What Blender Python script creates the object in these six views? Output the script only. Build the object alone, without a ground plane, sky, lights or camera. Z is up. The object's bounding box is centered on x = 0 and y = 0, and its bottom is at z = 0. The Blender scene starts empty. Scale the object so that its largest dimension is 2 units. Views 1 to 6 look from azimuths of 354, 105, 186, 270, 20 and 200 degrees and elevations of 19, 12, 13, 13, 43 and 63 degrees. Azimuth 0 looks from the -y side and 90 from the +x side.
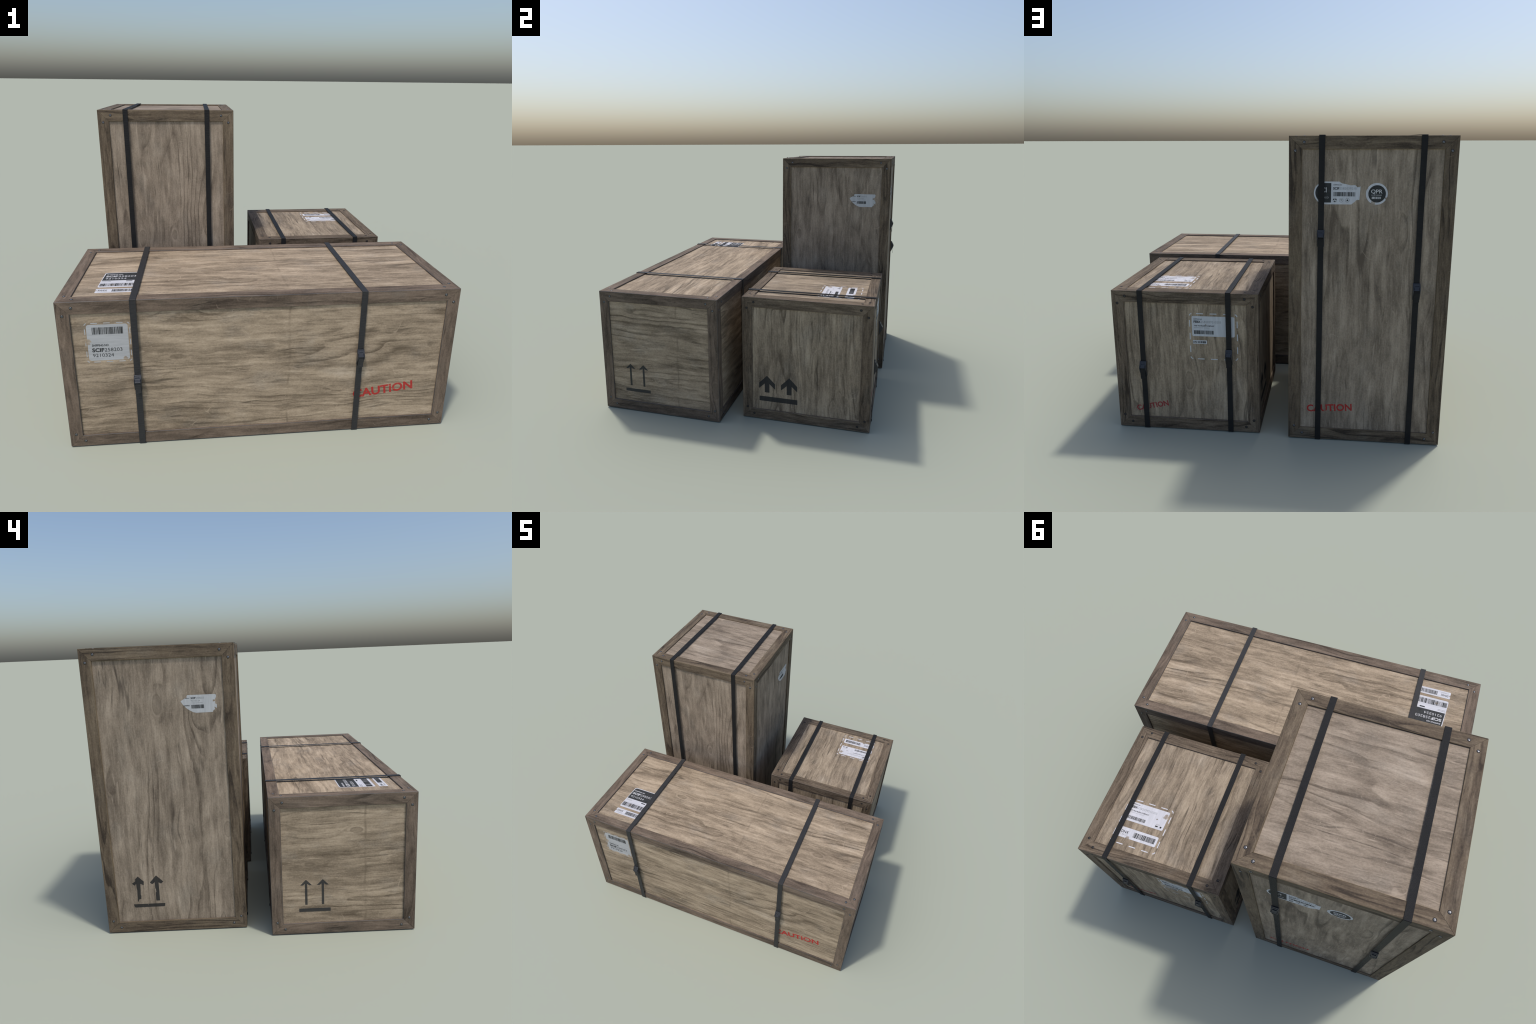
"""Three weathered plywood shipping crates with strap bands, stencils and shipping labels."""
import bpy, bmesh, math, random
from mathutils import Matrix, Vector

random.seed(7)
SCN = bpy.context.scene
COLL = SCN.collection

BEAM = 0.0645        # width of a frame beam
RECESS = 0.0078      # how far a plywood sheet lies behind the frame
STRAP_T = 0.0009     # webbing thickness
FLOOR = 0.0026       # crates rest on their straps


# ------------------------------------------------------------------ node helpers
class Nodes:
    def __init__(self, name):
        self.mat = bpy.data.materials.new(name)
        self.mat.use_nodes = True
        self.nt = self.mat.node_tree
        self.nt.nodes.clear()
        self.out = self.nt.nodes.new("ShaderNodeOutputMaterial")
        self.bsdf = self.nt.nodes.new("ShaderNodeBsdfPrincipled")
        self.nt.links.new(self.bsdf.outputs[0], self.out.inputs[0])

    def new(self, kind, **props):
        n = self.nt.nodes.new(kind)
        for k, v in props.items():
            setattr(n, k, v)
        return n

    def put(self, sock, val):
        if isinstance(val, bpy.types.NodeSocket):
            self.nt.links.new(val, sock)
        elif val is not None:
            if sock.type == "RGBA" and len(val) == 3:
                val = (*val, 1.0)
            sock.default_value = val

    def math(self, op, a, b=None, c=None, clamp=False):
        n = self.new("ShaderNodeMath", operation=op, use_clamp=clamp)
        for s, v in zip(n.inputs, (a, b, c)):
            self.put(s, v)
        return n.outputs[0]

    def vmath(self, op, a, b=None):
        n = self.new("ShaderNodeVectorMath", operation=op)
        self.put(n.inputs[0], a)
        if b is not None:
            self.put(n.inputs[1], b)
        return n.outputs[1] if op in ("LENGTH", "DISTANCE", "DOT_PRODUCT") else n.outputs[0]

    def smooth(self, x, lo, hi, a=0.0, b=1.0):
        n = self.new("ShaderNodeMapRange", interpolation_type="SMOOTHSTEP")
        for s, v in zip(n.inputs, (x, lo, hi, a, b)):
            self.put(s, v)
        return n.outputs[0]

    def noise(self, vec, scale=1.0, detail=2.0, rough=0.5, dist=0.0, lac=2.0):
        n = self.new("ShaderNodeTexNoise")
        self.put(n.inputs["Vector"], vec)
        for k, v in (("Scale", scale), ("Detail", detail), ("Roughness", rough), ("Distortion", dist), ("Lacunarity", lac)):
            self.put(n.inputs[k], v)
        return n.outputs[0]

    def voronoi(self, vec, scale=1.0, rand=1.0, feature="F1"):
        n = self.new("ShaderNodeTexVoronoi", feature=feature)
        self.put(n.inputs["Vector"], vec)
        self.put(n.inputs["Scale"], scale)
        self.put(n.inputs["Randomness"], rand)
        return n

    def mix(self, fac, a, b, blend="MIX"):
        n = self.new("ShaderNodeMix", data_type="RGBA", blend_type=blend)
        self.put(n.inputs[0], fac)
        self.put(n.inputs[6], a)
        self.put(n.inputs[7], b)
        return n.outputs[2]

    def ramp(self, fac, stops):
        n = self.new("ShaderNodeValToRGB")
        el = n.color_ramp.elements
        while len(el) < len(stops):
            el.new(0.5)
        for e, (p, c) in zip(el, stops):
            e.position = p
            e.color = (*c, 1.0)
        self.put(n.inputs[0], fac)
        return n.outputs[0]

    def combine(self, x, y, z):
        n = self.new("ShaderNodeCombineXYZ")
        for s, v in zip(n.inputs, (x, y, z)):
            self.put(s, v)
        return n.outputs[0]

    def split(self, v):
        n = self.new("ShaderNodeSeparateXYZ")
        self.put(n.inputs[0], v)
        return n.outputs

    def bump(self, height, strength, distance):
        n = self.new("ShaderNodeBump")
        self.put(n.inputs["Strength"], strength)
        self.put(n.inputs["Distance"], distance)
        self.put(n.inputs["Height"], height)
        self.put(self.bsdf.inputs["Normal"], n.outputs[0])

    def finish(self, color, rough=0.8, metallic=0.0, spec=0.3):
        self.put(self.bsdf.inputs["Base Color"], color)
        self.put(self.bsdf.inputs["Roughness"], rough)
        self.put(self.bsdf.inputs["Metallic"], metallic)
        self.put(self.bsdf.inputs["Specular IOR Level"], spec)
        return self.mat


# ------------------------------------------------------------------ wood
# palette: pale / light / mid / dark / crack ; fig: sizes of the figure
PANEL_LOOK = {
    "long": dict(pale=(0.512, 0.409, 0.298), light=(0.355, 0.280, 0.197), mid=(0.241, 0.188, 0.131), dark=(0.136, 0.103, 0.070), crack=(0.069, 0.053, 0.037),
                 gx=1.0, gy=1.0, knots=.58, knot_ink=1.0, rings=16, figure=.42, seam=True),
    "tall": dict(pale=(0.423, 0.348, 0.270), light=(0.287, 0.233, 0.177), mid=(0.202, 0.162, 0.122), dark=(0.117, 0.092, 0.069), crack=(0.057, 0.045, 0.036),
                 gx=1.0, gy=.85, knots=.66, knot_ink=.7, rings=16, figure=.40, seam=False),
    "cube": dict(pale=(0.460, 0.376, 0.278), light=(0.322, 0.258, 0.185), mid=(0.220, 0.174, 0.125), dark=(0.122, 0.095, 0.067), crack=(0.058, 0.045, 0.033),
                 gx=1.15, gy=1.30, knots=.60, knot_ink=1.0, rings=17, figure=.42, seam=False),
}
BEAM_LOOK = {
    "long": dict(pale=(0.242, 0.186, 0.140), light=(0.161, 0.121, 0.090), mid=(0.112, 0.085, 0.063), dark=(0.057, 0.042, 0.031), crack=(0.035, 0.026, 0.020),
                 gx=1.2, gy=1.3, knots=.84, knot_ink=.6, rings=10, figure=.38, seam=False),
    "tall": dict(pale=(0.233, 0.183, 0.127), light=(0.146, 0.112, 0.076), mid=(0.100, 0.075, 0.052), dark=(0.044, 0.033, 0.024), crack=(0.026, 0.021, 0.015),
                 gx=1.2, gy=1.8, knots=.84, knot_ink=.5, rings=12, figure=.54, seam=False),
    "cube": dict(pale=(0.241, 0.188, 0.133), light=(0.149, 0.114, 0.080), mid=(0.101, 0.076, 0.053), dark=(0.045, 0.033, 0.023), crack=(0.023, 0.018, 0.013),
                 gx=1.4, gy=2.1, knots=.86, knot_ink=.5, rings=13, figure=.54, seam=False),
}


def wood(n, look):
    """Weathered veneer: x runs along the grain. Returns colour and relief height."""
    loc = n.new("ShaderNodeObjectInfo").outputs["Location"]
    obj = n.new("ShaderNodeTexCoord").outputs["Object"]
    seed = n.vmath("MULTIPLY", loc, (3.71, 5.13, 4.37))
    p = n.vmath("ADD", obj, seed)

    def st(sx, sy, off):
        v = n.vmath("MULTIPLY", p2, (sx * look["gx"], sy * look["gy"], sy * look["gy"]))
        return n.vmath("ADD", v, (off, off * 1.7, off * .6))

    # knots push the grain lines aside
    warp = n.new("ShaderNodeTexNoise")
    n.put(warp.inputs["Vector"], n.vmath("MULTIPLY", p, (2.0, 2.6, 2.6)))
    warp.inputs["Scale"].default_value = 1.0
    warp.inputs["Detail"].default_value = 2.0
    wv = n.vmath("MULTIPLY", n.vmath("SUBTRACT", warp.outputs[1], (.5, .5, .5)), (.0, .07, .07))
    p1 = n.vmath("ADD", p, wv)
    kv = n.voronoi(n.vmath("MULTIPLY", p, (2.9, 6.4, 6.4)), 1.0, .95)
    kd = kv.outputs["Distance"]
    has = n.math("GREATER_THAN", n.split(kv.outputs["Color"])[0], look["knots"])
    rel = n.vmath("SUBTRACT", n.vmath("MULTIPLY", p, (2.9, 6.4, 6.4)), kv.outputs["Position"])
    near = n.math("MULTIPLY", n.smooth(kd, .06, .45, 1, 0), has)
    push = n.math("MULTIPLY", near, .55)
    p2 = n.vmath("SUBTRACT", p1, n.vmath("MULTIPLY", n.vmath("MULTIPLY", rel, n.combine(0, push, push)), (0, .10, .10)))

    broad = n.noise(st(1.7, 11, 3), 1, 5, .62, .15)
    streak = n.noise(st(3.6, 74, 11), 1, 6, .72)
    fibre = n.noise(st(22, 420, 19), 1, 3, .65)
    blotch = n.noise(n.vmath("MULTIPLY", p1, (3.4, 4.6, 4.6)), 1, 5, .62)
    patch = n.noise(st(8, 30, 37), 1, 4, .62, .2)
    grit = n.noise(n.vmath("MULTIPLY", p, (95, 130, 130)), 1, 4, .75)
    vein = n.noise(st(2.2, 33, 43), 1, 4, .6, .1)

    t = n.math("MULTIPLY_ADD", n.math("SUBTRACT", broad, .5), .95, .55)
    t = n.math("MULTIPLY_ADD", n.math("SUBTRACT", streak, .5), .72, t)
    t = n.math("MULTIPLY_ADD", n.math("SUBTRACT", vein, .5), .60, t)
    t = n.math("MULTIPLY_ADD", n.math("SUBTRACT", fibre, .5), .30, t)
    t = n.math("MULTIPLY_ADD", n.math("SUBTRACT", blotch, .5), .62, t)
    t = n.math("MULTIPLY_ADD", n.math("SUBTRACT", patch, .5), .74, t)
    t = n.math("MULTIPLY_ADD", n.math("SUBTRACT", grit, .5), .62, t)

    # growth figure: each ring has a crisp dark late-wood line that fades out to one side
    field = n.noise(st(.42, 4.4, 29), 1, 1.5, .40)
    field = n.math("MULTIPLY_ADD", near, .055, field)
    field = n.math("MULTIPLY_ADD", n.math("SUBTRACT", streak, .5), .012, field)
    saw = n.math("FRACT", n.math("MULTIPLY", field, look["rings"]))
    late = n.math("MULTIPLY", n.smooth(saw, .0, .07, 0, 1), n.smooth(saw, .03, .46, 1, 0))
    shown = n.smooth(n.noise(st(1.6, 6.5, 47), 1, 3, .55), .42, .68, .10, 1.0)
    late = n.math("MULTIPLY", late, shown)
    t = n.math("MULTIPLY_ADD", late, -look["figure"], t)
    color = n.ramp(t, [(.10, look["dark"]), (.40, look["mid"]), (.63, look["light"]), (.97, look["pale"])])

    # cool grey weather stains against the warmer brown
    grey = n.smooth(n.noise(n.vmath("MULTIPLY", p, (5.3, 8.1, 8.1)), 1, 3, .55), .50, .74, 0, .34)
    g = n.vmath("DOT_PRODUCT", color, (.33, .34, .33))
    color = n.mix(grey, color, n.combine(n.math("MULTIPLY", g, 1.14), n.math("MULTIPLY", g, 1.0), n.math("MULTIPLY", g, .82)))

    # thin dark checks along the grain, broken into short runs
    f = n.noise(st(1.1, 21, 53), 1, 1.5, .4)
    ridge = n.math("ABSOLUTE", n.math("SUBTRACT", f, .5))
    run = n.smooth(n.noise(st(2.4, 12, 61), 1, 3, .6), .52, .74, 0, 1)
    crack = n.math("MULTIPLY", n.smooth(ridge, .004, n.math("MULTIPLY_ADD", run, .030, .012), 1, 0), n.math("MULTIPLY", run, .78))
    dash = n.noise(st(7.5, 66, 71), 1, 3, .6)
    dash = n.math("MULTIPLY", n.smooth(dash, .60, .74, 0, .62), n.smooth(blotch, .35, .60, 1, .40))
    dark = n.math("MAXIMUM", crack, dash)
    color = n.mix(dark, color, look["crack"])
    glint = n.smooth(n.noise(st(6.0, 88, 97), 1, 3, .6), .60, .74, 0, .55)
    color = n.mix(glint, color, look["pale"])

    # knots: a smooth eye, a faint pale rim, a dark hairline
    wob = n.math("MULTIPLY_ADD", n.math("SUBTRACT", patch, .5), .07, kd)
    kr = n.math("MULTIPLY_ADD", n.split(kv.outputs["Color"])[1], .09, .075)
    k = look["knot_ink"]
    eye = n.math("MULTIPLY", n.smooth(n.math("SUBTRACT", wob, kr), -.03, .03, 1, 0), has)
    rimd = n.math("ABSOLUTE", n.math("SUBTRACT", n.math("SUBTRACT", wob, kr), .030))
    rim = n.math("MULTIPLY", n.smooth(rimd, .004, .034, 1, 0), n.math("MULTIPLY", has, n.smooth(broad, .36, .62, .35, 1)))
    haird = n.math("ABSOLUTE", n.math("SUBTRACT", wob, kr))
    hair = n.math("MULTIPLY", n.smooth(haird, .003, .020, 1, 0), has)
    color = n.mix(n.math("MULTIPLY", eye, .45 * k), color, look["mid"])
    color = n.mix(n.math("MULTIPLY", rim, .40 * k), color, look["pale"])
    color = n.mix(n.math("MULTIPLY", hair, .35 * k), color, look["dark"])

    # dust specks and a few pale scratches
    sp = n.voronoi(p, 68.0, 1.0)
    keep = n.math("GREATER_THAN", n.split(sp.outputs["Color"])[0], .62)
    size = n.math("MULTIPLY", n.split(sp.outputs["Color"])[1], .15)
    speck = n.math("MULTIPLY", n.smooth(n.math("SUBTRACT", sp.outputs["Distance"], size), -.07, .05, 1, 0), keep)
    speck = n.math("MULTIPLY", speck, n.smooth(blotch, .38, .60, .25, .85))
    color = n.mix(speck, color, look["pale"])
    s = n.noise(n.vmath("ADD", n.vmath("MULTIPLY", p, (9, 8, 8)), (7, 2, 9)), 1, .5)
    sm = n.smooth(n.noise(n.vmath("MULTIPLY", p, (12, 11, 11)), 1, 1), .63, .70, 0, .42)
    scratch = n.math("MULTIPLY", n.smooth(n.math("ABSOLUTE", n.math("SUBTRACT", s, .5)), .002, .009, 1, 0), sm)
    color = n.mix(scratch, color, look["pale"])

    # a faint cross-grain seam where two veneers meet
    if look["seam"]:
        ox = n.split(obj)[0]
        off = n.math("ABSOLUTE", n.math("MULTIPLY_ADD", n.math("SUBTRACT", blotch, .5), .05, n.math("SUBTRACT", ox, .125)))
        brk = n.smooth(n.noise(n.vmath("MULTIPLY", p, (3, 9, 9)), 1, 2), .40, .60, 0, .45)
        color = n.mix(n.math("MULTIPLY", n.smooth(off, .001, .010, 1, 0), brk), color, look["dark"])

    h = n.math("MULTIPLY_ADD", streak, .6, n.math("MULTIPLY", fibre, .35))
    h = n.math("MULTIPLY_ADD", late, -.35, h)
    h = n.math("MULTIPLY_ADD", dark, -.9, h)
    h = n.math("MULTIPLY_ADD", broad, .35, h)
    return color, h, p, patch, streak


def wood_material(name, look):
    n = Nodes(name)
    color, h, *_ = wood(n, look)
    n.bump(h, .38, .004)
    return n.finish(color, .78, 0, .22)


def edge_material(name, col, col2):
    n = Nodes(name)
    obj = n.new("ShaderNodeTexCoord").outputs["Object"]
    f = n.noise(n.vmath("MULTIPLY", obj, (14, 40, 40)), 1, 4, .6)
    return n.finish(n.ramp(f, [(.35, col), (.65, col2)]), .6, 0, .4)


def paint_material(name, look, paint, wear, fine=1.0):
    """Stencil paint that has rubbed off the wood in places."""
    n = Nodes(name)
    color, h, p, patch, streak = wood(n, look)
    m = n.noise(n.vmath("MULTIPLY", p, (11 * fine, 15 * fine, 15 * fine)), 1, 4, .62)
    m = n.math("MULTIPLY_ADD", n.math("SUBTRACT", streak, .5), .55, m)
    keep = n.smooth(m, wear - .05, wear + .05, .16, .93)
    n.bump(h, .25, .003)
    return n.finish(n.mix(keep, color, paint), .72, 0, .2)


def paper_material(name, look, paper, spots, ink=None):
    """Sticker paper, creased along the grain, scuffed through to the wood round the given spots (x, y, radius)."""
    n = Nodes(name)
    color, h, p, patch, streak = wood(n, look)
    obj = n.new("ShaderNodeTexCoord").outputs["Object"]
    tear = n.noise(n.vmath("MULTIPLY", p, (38, 46, 46)), 1, 4, .65)
    hole = 0.0
    for x, y, r in spots:
        flat = n.vmath("MULTIPLY", n.vmath("SUBTRACT", obj, (x, y, 0)), (1, 1, 0))
        d = n.math("DIVIDE", n.vmath("LENGTH", flat), r)
        s = n.smooth(n.math("SUBTRACT", n.math("MULTIPLY", tear, 2.0), d), .18, .42, 0, 1)
        hole = s if isinstance(hole, float) else n.math("MAXIMUM", hole, s)
    scuff = n.smooth(n.noise(n.vmath("MULTIPLY", p, (24, 60, 60)), 1, 5, .7), .60, .78, 0, .22)
    hole = n.math("MAXIMUM", scuff, n.math("MULTIPLY", hole, .82))
    crease = n.noise(n.vmath("MULTIPLY", p, (9, 70, 70)), 1, 3, .6)
    tone = n.mix(n.smooth(crease, .35, .65, 0, .30), paper, tuple(c * .62 for c in paper))
    if ink is not None:
        tone = ink
    n.bump(n.math("MULTIPLY", crease, 1.0), .3, .003)
    return n.finish(n.mix(hole, tone, color), .6, 0, .25)


def flat_material(name, col, rough=.6, metallic=0.0, spec=.4, var=.2):
    n = Nodes(name)
    obj = n.new("ShaderNodeTexCoord").outputs["Object"]
    f = n.noise(n.vmath("MULTIPLY", obj, (60, 60, 60)), 1, 4, .6)
    c = n.ramp(f, [(.3, tuple(v * (1 - var) for v in col)), (.7, tuple(v * (1 + var) for v in col))])
    return n.finish(c, rough, metallic, spec)


def webbing_material(name, lo, hi, spec):
    n = Nodes(name)
    obj = n.new("ShaderNodeTexCoord").outputs["Object"]
    x, y, z = n.split(obj)
    run = n.math("ADD", y, z)
    rib = n.math("SINE", n.math("MULTIPLY", run, 1500.0))
    warp = n.math("SINE", n.math("MULTIPLY", x, 2600.0))
    weave = n.math("MULTIPLY_ADD", warp, .4, rib)
    dust = n.noise(n.vmath("MULTIPLY", obj, (30, 9, 9)), 1, 4, .65)
    n.bump(weave, .35, .0012)
    return n.finish(n.ramp(dust, [(.3, (lo, lo, lo * 1.05)), (.7, (hi, hi, hi * 1.04))]), .55, 0, spec)


# ------------------------------------------------------------------ object helpers
def add_object(name, mesh, parent, world, mats=()):
    ob = bpy.data.objects.new(name, mesh)
    COLL.objects.link(ob)
    for m in mats:
        if m.name not in mesh.materials:
            mesh.materials.append(m)
    if parent is not None:
        ob.parent = parent
        ob.matrix_parent_inverse = Matrix()
        ob.matrix_basis = WORLD[parent.name].inverted() @ world
    else:
        ob.matrix_basis = world
    WORLD[ob.name] = world.copy()
    return ob


WORLD = {}


def mesh_from(bm, name, smooth=False):
    me = bpy.data.meshes.new(name)
    bm.normal_update()
    bm.to_mesh(me)
    bm.free()
    for p in me.polygons:
        p.use_smooth = smooth
    return me


def add_box(bm, lo, hi, bevel=0.0):
    mid = [(a + b) / 2 for a, b in zip(lo, hi)]
    size = [b - a for a, b in zip(lo, hi)]
    r = bmesh.ops.create_cube(bm, size=1.0, matrix=Matrix.Translation(mid) @ Matrix.Diagonal((*size, 1)))
    if bevel:
        es = list({e for v in r["verts"] for e in v.link_edges})
        bmesh.ops.bevel(bm, geom=es, offset=bevel, segments=2, profile=.5, affect="EDGES")


def prism(bm, pts, z0, z1):
    """Extrude a flat outline (counter-clockwise list of 2D points) between two heights."""
    a = [bm.verts.new((x, y, z0)) for x, y in pts]
    b = [bm.verts.new((x, y, z1)) for x, y in pts]
    n = len(pts)
    fs = [bm.faces.new(list(reversed(a))), bm.faces.new(b)]
    for i in range(n):
        fs.append(bm.faces.new((a[i], a[(i + 1) % n], b[(i + 1) % n], b[i])))
    return fs


def rounded_rect(x0, y0, x1, y1, r, steps=6):
    pts = []
    for cx, cy, a0 in ((x1 - r, y0 + r, -90), (x1 - r, y1 - r, 0), (x0 + r, y1 - r, 90), (x0 + r, y0 + r, 180)):
        for i in range(steps + 1):
            a = math.radians(a0 + 90 * i / steps)
            pts.append((cx + r * math.cos(a), cy + r * math.sin(a)))
    return pts


def circle(cx, cy, r, n=40):
    return [(cx + r * math.cos(2 * math.pi * i / n), cy + r * math.sin(2 * math.pi * i / n)) for i in range(n)]


# ------------------------------------------------------------------ crate faces
class Face:
    """One side of a crate: r runs to the viewer's right, u up (world height on the sides)."""

    def __init__(self, key, crate):
        c, (sx, sy, sz), z0 = crate.centre, crate.size, crate.z0
        X, Y, Z = Vector((1, 0, 0)), Vector((0, 1, 0)), Vector((0, 0, 1))
        self.key = key
        base = Vector((c[0], c[1], 0))
        if key in ("front", "back"):
            s = -1 if key == "front" else 1
            self.r, self.u, self.n = X * -s, Z, Y * s
            self.o, self.w, self.h, self.lo = base + Y * s * sy / 2, sx, sz, z0
        elif key in ("right", "left"):
            s = 1 if key == "right" else -1
            self.r, self.u, self.n = Y * s, Z, X * s
            self.o, self.w, self.h, self.lo = base + X * s * sx / 2, sy, sz, z0
        else:
            s = 1 if key == "top" else -1
            self.r, self.u, self.n = X * crate.top_turn * s, Y * crate.top_turn, Z * s
            self.o = base + Z * (z0 + sz if key == "top" else z0)
            self.w, self.h, self.lo = sx, sy, -sy / 2

    def point(self, r, u, n=0.0):
        return self.o + self.r * r + self.u * u + self.n * n

    def frame(self, r, u, n=0.0, x=None):
        """World matrix at a point of the face, local z outward, local x along the given direction."""
        x = (x or self.r).normalized()
        y = self.n.cross(x)
        m = Matrix((x, y, self.n)).transposed().to_4x4()
        m.translation = self.point(r, u, n)
        return m


class Crate:
    def __init__(self, name, label, kind, centre, size, grain, top_turn=1):
        self.kind, self.centre, self.size, self.z0, self.top_turn = kind, centre, size, FLOOR, top_turn
        root = bpy.data.objects.new(name, None)
        COLL.objects.link(root)
        root.empty_display_size = .2
        root.location = (centre[0], centre[1], 0)
        WORLD[root.name] = Matrix.Translation(root.location)
        root["label"], root["category"] = label, "shipping crate"
        self.root = root
        self.panel_mat = wood_material(kind + "_crate_plywood", PANEL_LOOK[kind])
        self.beam_mat = wood_material(kind + "_crate_beam_wood", BEAM_LOOK[kind])
        self.edge_mat = EDGES[kind]
        self.faces = {k: Face(k, self) for k in ("front", "back", "right", "left", "top", "bottom")}
        self.panels, self.panel_world = {}, {}
        self.build_frame()
        for k, g in grain.items():
            self.build_panel(k, g)
        self.build_screws()

    # twelve beams, each end cut so that three beams meet in a mitre on every face
    def build_frame(self):
        h = [self.size[0] / 2, self.size[1] / 2, self.size[2] / 2]
        mid = Vector((self.centre[0], self.centre[1], self.z0 + h[2]))
        for ax in range(3):
            b, c = (ax + 1) % 3, (ax + 2) % 3
            L = h[ax]
            for sb in (-1, 1):
                for sc in (-1, 1):
                    bm = bmesh.new()
                    grid = {}
                    for end in (-1, 1):
                        for i in (0, 1):
                            for j in (0, 1):
                                d = BEAM * max(i, j)
                                grid[end, i, j] = bm.verts.new((end * (L - d - .0005), (.5 - i) * BEAM, (.5 - j) * BEAM))
                    q = [(0, 0), (1, 0), (1, 1), (0, 1)]
                    for k in range(4):
                        p0, p1 = q[k], q[(k + 1) % 4]
                        bm.faces.new((grid[-1, *p0], grid[-1, *p1], grid[1, *p1], grid[1, *p0]))
                    for end in (-1, 1):
                        bm.faces.new((grid[end, 0, 0], grid[end, 1, 0], grid[end, 1, 1]))
                        bm.faces.new((grid[end, 0, 0], grid[end, 1, 1], grid[end, 0, 1]))
                    bmesh.ops.recalc_face_normals(bm, faces=bm.faces)
                    bm.edges.ensure_lookup_table()
                    rim = [e for e in bm.edges if abs(e.verts[0].co.x - e.verts[1].co.x) > L]
                    res = bmesh.ops.bevel(bm, geom=rim, offset=.0016, segments=1, affect="EDGES")
                    for f in res["faces"]:
                        f.material_index = 1
                    me = mesh_from(bm, "frame_beam")
                    # local x along the beam, local y and z pointing out of the crate
                    X = Vector([1.0 if k == ax else 0.0 for k in range(3)])
                    Yv = Vector([float(sb) if k == b else 0.0 for k in range(3)])
                    Zv = Vector([float(sc) if k == c else 0.0 for k in range(3)])
                    if X.cross(Yv).dot(Zv) < 0:
                        X = -X
                    m = Matrix((X, Yv, Zv)).transposed().to_4x4()
                    pos = mid.copy()
                    pos[b] += sb * (h[b] - BEAM / 2)
                    pos[c] += sc * (h[c] - BEAM / 2)
                    m.translation = pos
                    add_object("frame_beam", me, self.root, m, (self.beam_mat, self.edge_mat))

    def build_panel(self, key, grain):
        f = self.faces[key]
        x = f.r if grain == "r" else f.u
        uc = f.lo + f.h / 2
        m = f.frame(0, uc, -RECESS, x)
        a, b = f.w / 2 - BEAM + .012, f.h / 2 - BEAM + .012
        if grain != "r":
            a, b = b, a
        bm = bmesh.new()
        add_box(bm, (-a, -b, -.012), (a, b, 0))
        me = mesh_from(bm, "plywood_panel")
        ob = add_object("plywood_panel", me, self.root, m, (self.panel_mat,))
        self.panels[key], self.panel_world[key] = ob, m

    def build_screws(self):
        for f in self.faces.values():
            for sr in (-1, 1):
                for su in (0, 1):
                    for dr, du in ((.0752, .0310), (.0314, .0722)):
                        r = sr * (f.w / 2 - dr)
                        u = f.lo + (du if su == 0 else f.h - du)
                        m = f.frame(r, u, 0.0) @ Matrix.Rotation(random.uniform(0, 6.28), 4, "Z")
                        add_object("screw", SCREW[self.kind], self.root, m)

    # ---- marks: outlines in face coordinates, stored in the panel's own frame
    def to_panel(self, key, bm):
        f = self.faces[key]
        fw = Matrix((f.r, f.u, f.n)).transposed().to_4x4()
        fw.translation = f.o - f.n * RECESS
        bm.transform(self.panel_world[key].inverted() @ fw)

    def mark(self, key, name, bm, mat, parent=None):
        self.to_panel(key, bm)
        bmesh.ops.recalc_face_normals(bm, faces=bm.faces)
        me = mesh_from(bm, name)
        ob = add_object(name, me, parent or self.panels[key], self.panel_world[key], (mat,))
        return ob

    def spot(self, key, r, u):
        """Face coordinates to panel coordinates, for wear spots in a material."""
        f = self.faces[key]
        v = self.panel_world[key].inverted() @ f.point(r, u, -RECESS)
        return v.x, v.y

    def strap(self, x, buckle_face, buckle_z):
        """A webbing loop round front, top, back and bottom at the given offset from the crate's centre line."""
        sy, sz, z0 = self.size[1] / 2, self.size[2], self.z0
        w = STRAP_W[self.kind] / 2
        gap = .0034
        def loop(off, rad):
            pts = []
            y1, zb, zt = sy + off, z0 - off + gap - .0016, z0 + sz + off
            for cy, cz, a0 in ((y1 - rad, zb + rad, -90), (y1 - rad, zt - rad, 0), (-y1 + rad, zt - rad, 90), (-y1 + rad, zb + rad, 180)):
                for i in range(5):
                    a = math.radians(a0 + 90 * i / 4)
                    pts.append((cy + rad * math.cos(a), cz + rad * math.sin(a)))
            return pts
        inner, outer = loop(gap, .0016), loop(gap + STRAP_T, .0026)
        bm = bmesh.new()
        rings = []
        for xs, pts in ((-w, inner), (-w, outer), (w, outer), (w, inner)):
            rings.append([bm.verts.new((xs, a, b)) for a, b in pts])
        n = len(inner)
        for k in range(4):
            A, B = rings[k], rings[(k + 1) % 4]
            for i in range(n):
                bm.faces.new((A[i], A[(i + 1) % n], B[(i + 1) % n], B[i]))
        bmesh.ops.recalc_face_normals(bm, faces=bm.faces)
        me = mesh_from(bm, "strap")
        m = Matrix.Translation((self.centre[0] + x, self.centre[1], 0))
        ob = add_object("strap", me, self.root, m, (WEBBING[self.kind],))
        f = self.faces[buckle_face]
        r = x if buckle_face == "front" else -x
        bw = f.frame(r, buckle_z, gap + STRAP_T * .6)
        add_object("buckle", BUCKLE, ob, bw)
        add_object("strap_tail", TAIL[self.kind], ob, bw)
        return ob


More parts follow.
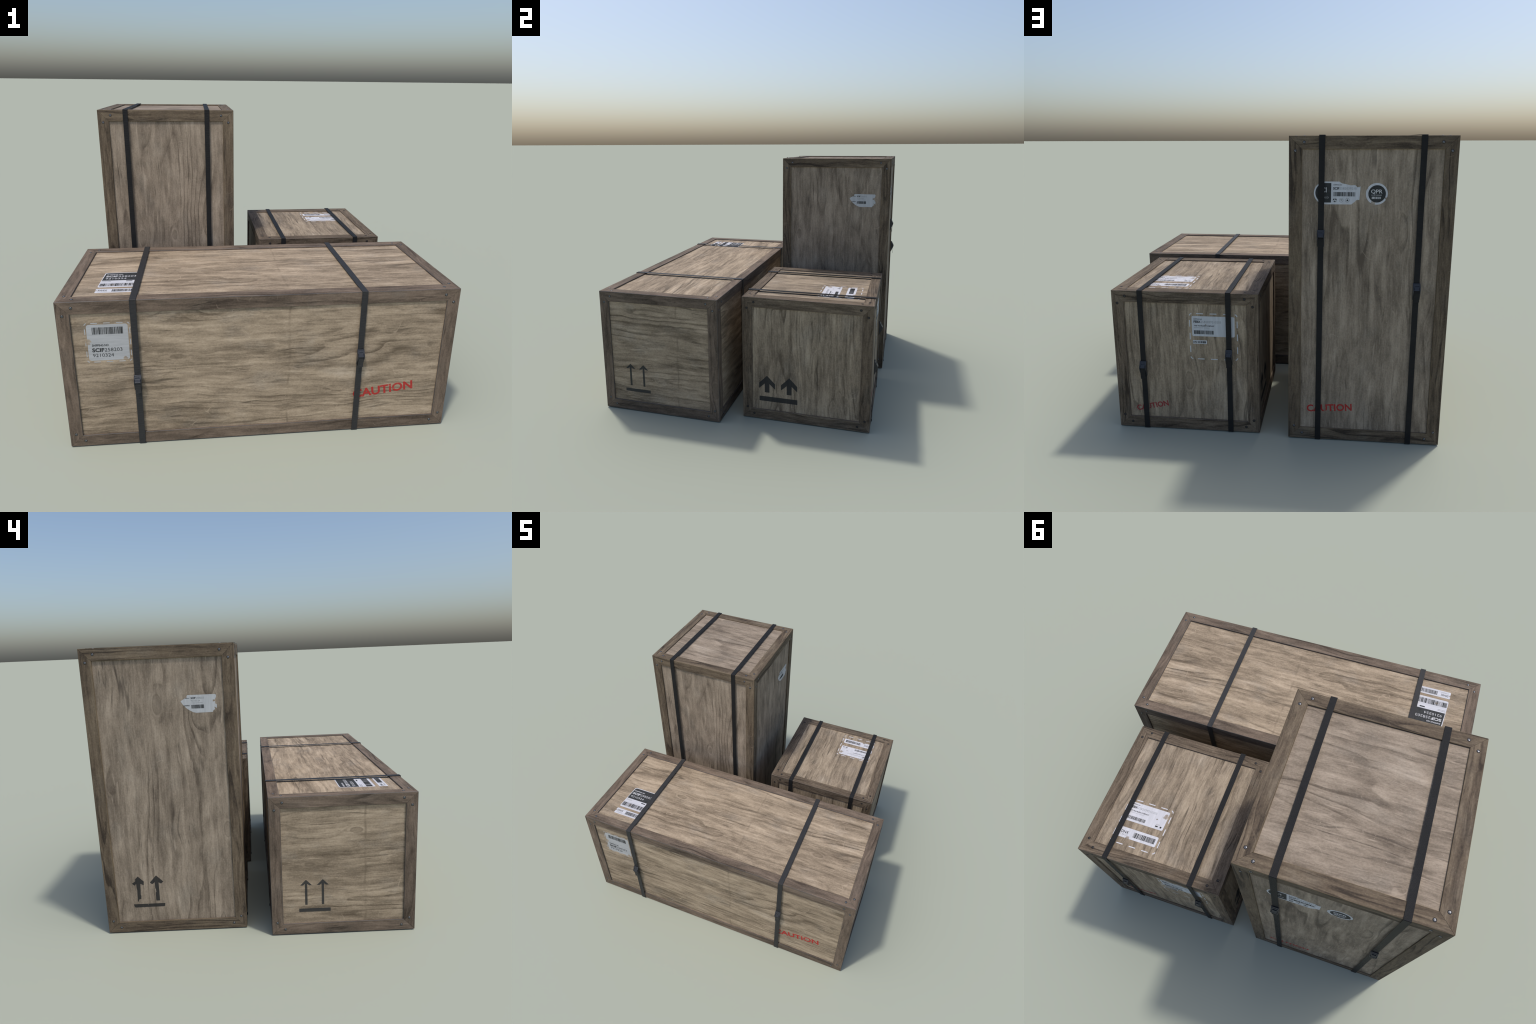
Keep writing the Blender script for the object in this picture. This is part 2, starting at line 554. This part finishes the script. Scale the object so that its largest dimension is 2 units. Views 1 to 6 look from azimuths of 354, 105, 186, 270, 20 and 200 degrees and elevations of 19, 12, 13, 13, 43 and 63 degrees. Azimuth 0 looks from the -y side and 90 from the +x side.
# ------------------------------------------------------------------ small hardware
def make_screw(metal, pit):
    bm = bmesh.new()
    r = .0060
    # dark countersink ring
    prism(bm, circle(0, 0, r * 1.30, 20), -.001, .0003)
    for f in bm.faces:
        f.material_index = 1
    # domed head in two halves, parted by the driver slot
    slot = .0007
    for s in (-1, 1):
        rows = []
        for k in range(4):
            a = math.radians(90 * k / 3.4)
            rr, z = r * math.cos(a), .0004 + .0017 * math.sin(a)
            row = []
            a0 = math.asin(min(.95, slot / max(rr, .0009)))
            for i in range(9):
                t = a0 + (math.pi - 2 * a0) * i / 8
                row.append(bm.verts.new((rr * math.cos(t), s * rr * math.sin(t), z)))
            rows.append(row)
        for A, B in zip(rows, rows[1:]):
            for i in range(8):
                bm.faces.new((A[i], A[i + 1], B[i + 1], B[i]))
        bm.faces.new(rows[-1])
        base = [bm.verts.new((v.co.x, v.co.y, -.001)) for v in rows[0]]
        for i in range(8):
            bm.faces.new((base[i], base[i + 1], rows[0][i + 1], rows[0][i]))
        bm.faces.new([base[0], *[row[0] for row in rows], *[row[-1] for row in reversed(rows)], base[-1]])
    bmesh.ops.recalc_face_normals(bm, faces=bm.faces)
    me = mesh_from(bm, "screw")
    me.materials.append(metal)
    me.materials.append(pit)
    return me


def make_buckle(mat):
    """Cam buckle: two cheek plates, a sloping lid with slots and a lever lip. y up, z outward."""
    bm = bmesh.new()
    top, peak, bottom = .036, .0, -.050
    prof = [(top, -.0005), (top, .0060), (.006, .0226), (.0, .0244), (-.006, .0230), (bottom + .006, .0052), (bottom, .0040), (bottom, -.0005)]
    for s in (-1, 1):
        x0, x1 = (.0148, .0182) if s > 0 else (-.0182, -.0148)
        a = [bm.verts.new((x0, y, z)) for y, z in prof]
        b = [bm.verts.new((x1, y, z)) for y, z in prof]
        fs = [bm.faces.new(a), bm.faces.new(list(reversed(b)))]
        for i in range(len(prof)):
            j = (i + 1) % len(prof)
            fs.append(bm.faces.new((a[i], b[i], b[j], a[j])))
        es = list({e for f in fs for e in f.edges})
        bmesh.ops.bevel(bm, geom=es, offset=.0006, segments=1, affect="EDGES")
    # lid pieces ride on the slope from the top edge to the peak
    y0, z0, y1, z1 = top, .0054, .002, .0228
    slope = math.atan2(z1 - z0, y0 - y1)
    length = math.hypot(z1 - z0, y0 - y1)

    def lid(s0, s1, depth, rise=0.0, hw=.0150):
        sub = bmesh.new()
        add_box(sub, (-hw, -s1 * length, -depth), (hw, -s0 * length, rise), .0007)
        sub.transform(Matrix.Translation((0, y0, z0)) @ Matrix.Rotation(-slope, 4, "X"))
        tmp = bpy.data.meshes.new("lid_piece")
        sub.to_mesh(tmp)
        sub.free()
        bm.from_mesh(tmp)
        bpy.data.meshes.remove(tmp)

    lid(.0, .13, .004)
    lid(.11, .25, .0045, -.0012)
    lid(.23, .36, .004, .0002)
    lid(.34, .56, .0060, -.0030, .0146)
    for s in (-1, 1):      # rails beside the lever opening
        sub = bmesh.new()
        x0, x1 = (.0098, .0149) if s > 0 else (-.0149, -.0098)
        add_box(sub, (x0, -.60 * length, -.004), (x1, -.34 * length, .0001), .0006)
        sub.transform(Matrix.Translation((0, y0, z0)) @ Matrix.Rotation(-slope, 4, "X"))
        tmp = bpy.data.meshes.new("rail_piece")
        sub.to_mesh(tmp)
        sub.free()
        bm.from_mesh(tmp)
        bpy.data.meshes.remove(tmp)
    lid(.52, .94, .0045, .0008, .0128)
    lid(.92, 1.04, .0050, .0016, .0136)
    add_box(bm, (-.0148, bottom + .001, -.0004), (.0148, top - .002, .0016))
    me = mesh_from(bm, "buckle")
    me.materials.append(mat)
    return me


def make_tail(mat):
    """Loose end of the webbing, coming out under the buckle's lever and hanging down."""
    bm = bmesh.new()
    path = [(.004, .0135), (-.004, .0170), (-.014, .0182), (-.026, .0174), (-.038, .0160), (-.050, .0154), (-.062, .0160)]
    hw, t = .0140, .0014
    rows = []
    for i, (y, z) in enumerate(path):
        sk = .003 if i == len(path) - 1 else 0
        rows.append([bm.verts.new(c) for c in ((-hw, y - sk, z), (hw, y + sk, z), (hw, y + sk, z + t), (-hw, y - sk, z + t))])
    for A, B in zip(rows, rows[1:]):
        for k in range(4):
            bm.faces.new((A[k], A[(k + 1) % 4], B[(k + 1) % 4], B[k]))
    bm.faces.new(list(reversed(rows[0])))
    bm.faces.new(rows[-1])
    bmesh.ops.recalc_face_normals(bm, faces=bm.faces)
    me = mesh_from(bm, "strap_tail")
    me.materials.append(mat)
    return me


# ------------------------------------------------------------------ lettering
PAPER = (0.0, .0004)
PRINT = (.0002, .0008)
PAINT = (-.0002, .0004)


def text_into(bm, string, r0, r1, u0, cap, heat=0.0, depth=PRINT, angle=0.0):
    """Lettering fitted from r0 to r1 on baseline u0 with the given capital height."""
    cu = bpy.data.curves.new("lettering", "FONT")
    cu.body = string
    cu.size = 1.0
    cu.offset = heat
    cu.resolution_u = 3
    cu.extrude = .5
    ob = bpy.data.objects.new("lettering", cu)
    COLL.objects.link(ob)
    bpy.context.view_layer.update()
    me = bpy.data.meshes.new_from_object(ob.evaluated_get(bpy.context.evaluated_depsgraph_get()))
    bpy.data.objects.remove(ob)
    bpy.data.curves.remove(cu)
    xs = [v.co.x for v in me.vertices]
    x0, x1 = min(xs), max(xs)
    sx, sy = (r1 - r0) / (x1 - x0), cap / .69
    z0, z1 = depth
    m = Matrix.Translation((r0, u0, (z0 + z1) / 2)) @ Matrix.Rotation(angle, 4, "Z") @ Matrix.Diagonal((sx, sy, z1 - z0, 1)) @ Matrix.Translation((-x0, 0, 0))
    me.transform(m)
    bm.from_mesh(me)
    bpy.data.meshes.remove(me)


def bars_into(bm, r0, r1, u0, u1, seed, depth=PRINT, unit=None):
    """Bar code: bars and gaps of one to four units, with an occasional broad bar."""
    rng = random.Random(seed)
    unit = unit or (r1 - r0) / 112
    r = r0
    while r < r1:
        w = unit * rng.choice((1, 1, 1, 1, 2, 2, 3))
        if rng.random() < .10:
            w = unit * 4.5
        prism(bm, [(r, u0), (min(r + w, r1), u0), (min(r + w, r1), u1), (r, u1)], *depth)
        r += w + unit * rng.choice((1, 1, 1, 2))


def dashes_into(bm, r0, u0, r1, u1, depth=(0, .0004), skip=()):
    """Dashed border with rounded corner strokes: three dashes a side."""
    s = (r1 - r0) / .216
    t, rad, dash, pitch = .0042 * s, .0135 * s, .0305 * s, .0600 * s
    rc, uc = (r0 + r1) / 2, (u0 + u1) / 2
    for k in (-1, 0, 1):
        a, b = rc + k * pitch - dash / 2, rc + k * pitch + dash / 2
        for y in (u0, u1 - t):
            if ("h", k, y > uc) not in skip:
                prism(bm, [(a, y), (b, y), (b, y + t), (a, y + t)], *depth)
        a, b = uc + k * pitch - dash / 2, uc + k * pitch + dash / 2
        for x in (r0, r1 - t):
            if ("v", k, x > rc) not in skip:
                prism(bm, [(x, a), (x + t, a), (x + t, b), (x, b)], *depth)
    for cx, cy, a0 in ((r1 - rad, u0 + rad, -90), (r1 - rad, u1 - rad, 0), (r0 + rad, u1 - rad, 90), (r0 + rad, u0 + rad, 180)):
        arc = [math.radians(a0 + 8 + 74 * i / 6) for i in range(7)]
        outer = [(cx + rad * math.cos(a), cy + rad * math.sin(a)) for a in arc]
        inner = [(cx + (rad - t) * math.cos(a), cy + (rad - t) * math.sin(a)) for a in reversed(arc)]
        prism(bm, outer + inner, *depth)


def thin_arrow(bm, r, u, s=1.0):
    """Slender up arrow with its shaft foot at (r, u)."""
    h, hw, sw = .1517, .0332, .0067
    pts = [(-sw, 0), (sw, 0), (sw, .1265), (.0175, .1180), (hw, .1182), (0, h), (-hw, .1182), (-.0175, .1180), (-sw, .1265)]
    prism(bm, [(r + x, u + y) for x, y in pts], *PAINT)


def fat_arrow(bm, r, u):
    """Stout up arrow whose barbs end in upright cuts."""
    pts = [(-.0154, 0), (.0154, 0), (.0154, .0600), (.0525, .0255), (.0525, .0615), (0, .1150), (-.0525, .0615), (-.0525, .0255), (-.0154, .0600)]
    prism(bm, [(r + x, u + y) for x, y in pts], *PAINT)


# ------------------------------------------------------------------ shared materials and meshes
EDGES = {
    "long": edge_material("long_crate_edge", (.046, .046, .048), (.085, .082, .080)),
    "tall": edge_material("tall_crate_edge", (.078, .055, .028), (.165, .120, .066)),
    "cube": edge_material("cube_crate_edge", (.085, .066, .052), (.150, .118, .092)),
}
WEBBING = {
    "long": webbing_material("long_crate_webbing", .0235, .0320, .30),
    "tall": webbing_material("tall_crate_webbing", .0130, .0180, .16),
    "cube": webbing_material("cube_crate_webbing", .0130, .0180, .18),
}
PLASTIC = flat_material("buckle_plastic", (.028, .030, .036), .38, 0, .5, .15)
PIT = flat_material("screw_pit", (.020, .017, .014), .9, 0, .1)
SCREW = {
    "long": make_screw(flat_material("zinc_screw", (.17, .18, .19), .40, .7, .5), PIT),
    "tall": make_screw(flat_material("steel_screw", (.17, .175, .19), .36, .6, .5), PIT),
    "cube": make_screw(flat_material("black_screw", (.045, .042, .042), .5, .3, .4), PIT),
}
BUCKLE = make_buckle(PLASTIC)
TAIL = {k: make_tail(m) for k, m in WEBBING.items()}
STRAP_W = {"long": .0312, "tall": .0290, "cube": .0294}
INK = flat_material("label_ink", (.035, .037, .038), .7, 0, .2, .3)
FADED_INK = flat_material("faded_label_ink", (.24, .25, .26), .7, 0, .2, .25)
WHITE_INK = flat_material("white_label_ink", (.52, .52, .53), .7, 0, .2, .15)
WHITE = (.52, .525, .55)

# ------------------------------------------------------------------ the three crates
SIDES = ("front", "back", "right", "left")
LONG = Crate("long_crate", "long low weathered plywood shipping crate with two straps", "long",
             (0.0, -.4756), (1.9966, .8086, .8106), {**{k: "r" for k in SIDES}, "top": "r", "bottom": "r"})
TALL = Crate("tall_crate", "tall upright weathered plywood shipping crate with two straps", "tall",
             (-.4940, .4776), (.8086, .8086, 1.6244), {**{k: "u" for k in SIDES}, "top": "r", "bottom": "r"})
CUBE = Crate("cube_crate", "cube-shaped weathered plywood shipping crate with two straps", "cube",
             (.4774, .4522), (.8086, .8086, .8106), {**{k: "u" for k in SIDES}, "top": "u", "bottom": "u"}, top_turn=-1)

LONG.strap(-.6372, "front", .376)
LONG.strap(.4970, "front", .460)
TALL.strap(.2430, "back", 1.132)
TALL.strap(-.2412, "back", .868)
CUBE.strap(.2440, "back", .374)
CUBE.strap(-.2412, "back", .460)

# ------------------------------------------------------------------ stencils
L_PAINT = paint_material("long_black_stencil", PANEL_LOOK["long"], (.032, .034, .035), .20)
T_PAINT = paint_material("tall_black_stencil", PANEL_LOOK["tall"], (.020, .021, .022), .22)
C_PAINT = paint_material("cube_black_stencil", PANEL_LOOK["cube"], (.020, .022, .024), .20)
L_RED = paint_material("long_red_stencil", PANEL_LOOK["long"], (.40, .026, .024), .34)
T_RED = paint_material("tall_red_stencil", PANEL_LOOK["tall"], (.36, .022, .022), .36)
C_RED = paint_material("cube_red_stencil", PANEL_LOOK["cube"], (.26, .030, .036), .40, 1.3)

# this-way-up marks
for key in ("right", "left"):
    bm = bmesh.new()
    r0 = -.2560 if key == "right" else -.2486
    for dr in (.0410, .1345):
        thin_arrow(bm, r0 + dr, .1768)
    prism(bm, [(r0, .1336), (r0 + .1775, .1336), (r0 + .1775, .1545), (r0, .1545)], *PAINT)
    LONG.mark(key, "arrow_stencil", bm, L_PAINT)

    bm = bmesh.new()
    for dr in (.0500, .1940):
        fat_arrow(bm, -.2952 + dr, .1838)
    prism(bm, [(-.2952, .1238), (-.0476, .1238), (-.0476, .1562), (-.2952, .1562)], *PAINT)
    CUBE.mark(key, "arrow_stencil", bm, C_PAINT)

    # brushed arrows, the left one with a broken barb
    bm = bmesh.new()
    a = [(-.0112, .0), (-.0070, .0005), (-.0030, .0115), (.0100, .0145), (.0112, .030), (.0088, .040), (.0110, .060), (.0118, .0975), (.0310, .0890),
         (.0335, .1090), (.0015, .1372), (-.0150, .1240), (-.0155, .1120), (-.0360, .1000), (-.0215, .0885), (-.0115, .0985), (-.0108, .072), (-.0088, .064)]
    prism(bm, [(-.2111 + x, .1900 + y * 1.137) for x, y in a], *PAINT)
    b = [(-.0108, .0), (.0104, .0), (.0110, .060), (.0112, .1130), (.0250, .1050), (.0385, .1175), (-.0005, .1570), (-.0385, .1145), (-.0265, .1030), (-.0112, .1150), (-.0104, .078), (-.0075, .072), (-.0065, .056), (-.0102, .050)]
    prism(bm, [(-.1045 + x, .1920 + y) for x, y in b], *PAINT)
    prism(bm, [(-.2385, .1535), (-.0740, .1547), (-.0668, .1575), (-.0655, .1745), (-.2475, .1743), (-.2450, .1615)], *PAINT)
    TALL.mark(key, "arrow_stencil", bm, T_PAINT)

for crate, key, mat, r0, length, u0, cap, ang in (
        (LONG, "front", L_RED, .4815, .3290, .1955, .0475, 7.3),
        (TALL, "back", T_RED, -.3030, .2440, .1605, .0380, 3.9),
        (CUBE, "back", C_RED, -.3000, .1900, .1000, .0305, 12.0)):
    bm = bmesh.new()
    text_into(bm, "CAUTION", r0, r0 + length, u0, cap, .030, PAINT, math.radians(ang))
    crate.mark(key, "caution_stencil", bm, mat)


# ------------------------------------------------------------------ labels
def label(crate, key, paper_shapes, spots, print_fn, faded_fn=None, tint=WHITE, dashes=None, name="label"):
    sp = [(*crate.spot(key, r, u), rad) for r, u, rad in spots]
    mat = paper_material(crate.kind + "_label_paper", PANEL_LOOK[crate.kind], tint, sp)
    bm = bmesh.new()
    for pts in paper_shapes:
        prism(bm, pts, *PAPER)
    paper = crate.mark(key, "shipping_label", bm, mat)
    bm = bmesh.new()
    print_fn(bm)
    crate.mark(key, "label_print", bm, INK, paper)
    if faded_fn:
        bm = bmesh.new()
        faded_fn(bm)
        crate.mark(key, "label_print", bm, FADED_INK, paper)
    if dashes:
        bm = bmesh.new()
        dashes_into(bm, *dashes)
        crate.mark(key, "label_border", bm, mat, paper)
    return paper


# long crate, front
def p(bm):
    bars_into(bm, -.8390, -.6930, .6365, .6735, 3)
    text_into(bm, "SHIPPING NO", -.8452, -.7665, .5718, .0112, .02)
    text_into(bm, "SCIF", -.8460, -.7890, .5420, .0192, .035)
    text_into(bm, "258203", -.7870, -.7027, .5424, .0192, -.004)
    text_into(bm, "9210324", -.8450, -.7452, .5140, .0180, -.004)



label(LONG, "front", [rounded_rect(-.8650, .4942, -.6690, .6885, .0130)], [(-.862, .598, .020), (-.690, .500, .016)], p, None, (.43, .44, .45),
      (-.8749, .4840, -.6587, .6975))


# long crate, top
def p(bm):
    c = .4756
    k = [(-.8255, -.5985 + c), (-.6400, -.5985 + c), (-.6400, -.4905 + c), (-.8085, -.4905 + c), (-.8180, -.4960 + c)]
    prism(bm, k, .0002, .0006)
    bars_into(bm, -.8260, -.6450, -.6760 + c, -.6405 + c, 5)
    prism(bm, [(-.7000, -.6150 + c), (-.6680, -.6150 + c), (-.6680, -.6070 + c), (-.7000, -.6070 + c)], *PRINT)
    text_into(bm, "DNX", -.8220, -.7765, -.7365 + c, .0130, .015)
    bars_into(bm, -.7540, -.6480, -.7490 + c, -.7205 + c, 6)


def q(bm):
    c = .4756
    text_into(bm, "THE SHIPPING CARGO", -.8240, -.7780, -.6120 + c, .0045)
    text_into(bm, "SHIPPING BY CARGO", -.8240, -.7780, -.6200 + c, .0045)
    text_into(bm, "CARGO", -.8220, -.7765, -.7520 + c, .0095, -.01)


c = .4756
sheet = rounded_rect(-.8325, -.6905 + c, -.6300, -.4850 + c, .0100)
sheet = [(max(x, -.8325 + max(0.0, (y - (-.5050 + c))) * .9), y) for x, y in sheet]
strip = rounded_rect(-.8345, -.7610 + c, -.6300, -.7105 + c, .0035)
paper = label(LONG, "top", [sheet, strip], [(-.834, -.486 + c, .016), (-.836, -.733 + c, .012), (-.765, -.658 + c, .012)], p, q, (.58, .585, .62))
bm = bmesh.new()
text_into(bm, "SHIPPING NO", -.8106, -.7265, -.5200 + c, .0090, .02, (.0003, .0010))
text_into(bm, "SCIF", -.8125, -.7500, -.5508 + c, .0190, .035, (.0003, .0010))
text_into(bm, "258203", -.7470, -.6557, -.5508 + c, .0190, -.004, (.0003, .0010))
text_into(bm, "9210324", -.8105, -.7027, -.5815 + c, .0175, -.004, (.0003, .0010))
LONG.mark("top", "label_print", bm, WHITE_INK, paper)

# tall crate, back: long sticker with a round black end, and a round seal

sheet = [(-.2239 + .0562 * math.cos(math.radians(a)), 1.3510 + .0562 * math.sin(math.radians(a))) for a in range(90, 271, 10)]
sheet += [(-.0950, 1.2948), (-.0840, 1.3040), (-.0700, 1.3150), (-.0560, 1.3185), (-.0520, 1.3850), (-.0660, 1.3790), (-.0780, 1.3900), (-.1000, 1.3890), (-.1250, 1.3950), (-.1420, 1.3980), (-.1560, 1.4068)]
seal = circle(.0275, 1.3482, .0530, 48)


def p(bm):
    k = [(-.2249 + .0480 * math.cos(math.radians(a)), 1.3515 + .0480 * math.sin(math.radians(a))) for a in range(90, 271, 10)]
    prism(bm, k + [(-.1950, 1.3035), (-.1950, 1.3995)], .0002, .0006)
    prism(bm, circle(.0290, 1.3482, .0425, 40), .0002, .0006)
    text_into(bm, "SHIPPING NO", -.1851, -.1420, 1.3885, .0045, .02)
    text_into(bm, "SCIF", -.1856, -.1556, 1.3680, .0114, .035)
    bars_into(bm, -.1844, -.0773, 1.3350, 1.3557, 11)
    for x in (-.1761, -.1451, -.1145):
        ring = circle(x, 1.3154, .0100, 24)
        hole = circle(x, 1.3154, .0092, 24)
        for i in range(24):
            j = (i + 1) % 24
            prism(bm, [ring[i], ring[j], hole[j], hole[i]], *PRINT)
    for a in (30, 150, 270):
        a = math.radians(a)
        fan = [(-.1761 + .0012 * math.cos(a), 1.3154 + .0012 * math.sin(a))]
        fan += [(-.1761 + .0086 * math.cos(a + math.radians(d)), 1.3154 + .0086 * math.sin(a + math.radians(d))) for d in (-30, -10, 10, 30)]
        prism(bm, fan, *PRINT)
    text_into(bm, "Y", -.1498, -.1404, 1.3112, .0085, .02)
    prism(bm, [(-.1190, 1.3110), (-.1162, 1.3110), (-.1145, 1.3135), (-.1128, 1.3110), (-.1100, 1.3110), (-.1112, 1.3160), (-.1140, 1.3210), (-.1178, 1.3160)], *PRINT)


def q(bm):
    text_into(bm, "2582039210", -.1546, -.0708, 1.3678, .0114, -.01)


paper = label(TALL, "back", [sheet, seal], [(-.060, 1.398, .022), (-.066, 1.300, .020), (.010, 1.300, .016), (.074, 1.325, .012), (-.022, 1.376, .010)], p, q, (.55, .565, .60))
bm = bmesh.new()
hi = (.0003, .0010)
text_into(bm, "SCI", -.2570, -.2170, 1.3543, .0235, .02, hi)
text_into(bm, "CARGO", -.2470, -.2070, 1.3240, .0085, -.01, hi)
text_into(bm, "QPR", -.0006, .0550, 1.3508, .0185, .015, hi)
text_into(bm, "SCIF258203", .0015, .0520, 1.3398, .0042, 0, hi)
bars_into(bm, .0036, .0484, 1.3234, 1.3339, 13, hi, .0009)
TALL.mark("back", "label_print", bm, WHITE_INK, paper)


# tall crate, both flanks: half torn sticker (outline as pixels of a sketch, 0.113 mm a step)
torn = [(240, 520), (430, 405), (545, 352), (530, 310), (572, 245), (1880, 245), (1928, 292), (1918, 385), (1868, 470), (1840, 512), (1762, 490), (1752, 590), (1862, 578), (1892, 700),
        (1945, 722), (1930, 900), (1832, 832), (1822, 862), (1848, 950), (1760, 1006), (1735, 1078), (950, 1090), (800, 1050), (640, 966), (480, 842), (330, 676), (270, 578)]
torn = [(.1450 + (x - 560) * .0001127, 1.3666 - (y - 243) * .000113) for x, y in torn][::-1]


def p(bm):
    text_into(bm, "SHIPPING NO", .1340, .1562, 1.3482, .0036, .02)
    text_into(bm, "SCIF", .1636, .1892, 1.3452, .0094, .035)
    bars_into(bm, .1645, .2318, 1.2945, 1.3140, 17)
    text_into(bm, "SHIPPING", .1270, .1552, 1.3080, .0048, .03)


def q(bm):
    text_into(bm, "258203", .1902, .2338, 1.3452, .0094, -.01)
    text_into(bm, "9210324", .1638, .2116, 1.3312, .0088, -.01)
    text_into(bm, "THE CARGO", .1645, .2250, 1.3225, .0030)


for key in ("left", "right"):
    label(TALL, key, [torn], [(.298, 1.320, .009), (.296, 1.276, .014)], p, q, (.48, .495, .51))


# cube crate, back and top carry the same sticker sheet
def p(bm):
    text_into(bm, "SHIPPING NO", .0470, .0940, .6588, .0052, .02)
    text_into(bm, "FEBX", .0475, .0862, .6400, .0122, .035)
    text_into(bm, "THE TRAVELERS COMPANY", .0488, .1621, .6202, .0066, .02)
    bars_into(bm, .0480, .1565, .5755, .5968, 19)
    text_into(bm, "DN", .0420, .0610, .5240, .0102, .03)
    bars_into(bm, .0665, .1120, .5230, .5350, 23, PRINT, .0010)


def q(bm):
    text_into(bm, "2582039210203", .0876, .1985, .6400, .0122, -.012)
    text_into(bm, "SHIPPING BY CARGO", .0490, .1350, .6100, .0036, -.01)


label(CUBE, "back", [rounded_rect(.0372, .5630, .2726, .6782, .0085), rounded_rect(.0398, .5188, .1178, .5395, .0012)],
      [(.115, .628, .006), (.205, .560, .005)], p, q, (.52, .54, .57), (.0228, .4278, .2895, .6950))


def p(bm):
    l = -.2521
    text_into(bm, "SHIPPING NO", l + .0098, l + .0570, -.0745, .0052, .02)
    text_into(bm, "FEBX", l + .0102, l + .0500, -.0945, .0118, .035)
    text_into(bm, "THE TRAVELERS COMPANY", l + .0112, l + .1290, -.1135, .0064, .02)
    bars_into(bm, l + .0105, l + .1245, -.1605, -.1420, 29)
    prism(bm, rounded_rect(-.0660, -.1605, -.0505, -.1535, .001), *PRINT)
    prism(bm, rounded_rect(-.0385, -.1612, -.0290, -.1520, .002), *PRINT)
    text_into(bm, "DNX", -.2284, -.1857, -.2445, .0145, .015)
    bars_into(bm, -.1560, -.0292, -.2557, -.2263, 31)


def q(bm):
    l = -.2521
    text_into(bm, "2582039210203", l + .0515, l + .1660, -.0945, .0118, -.012)
    text_into(bm, "SHIPPING BY CARGO", l + .0112, l + .1050, -.1230, .0034, -.01)
    text_into(bm, "CARGO", -.2284, -.1857, -.2580, .0098, -.01)
    text_into(bm, "PRIORITY", -.0640, -.0420, -.1490, .0050, .0)


label(CUBE, "top", [rounded_rect(-.2521, -.1723, -.0171, -.0608, .0085), rounded_rect(-.2521, -.2695, -.0171, -.2120, .0070)],
      [(-.030, -.092, .017), (-.072, -.118, .006), (-.180, -.266, .015)], p, q, (.62, .62, .655), (-.2668, -.3088, -.0002, -.0440))
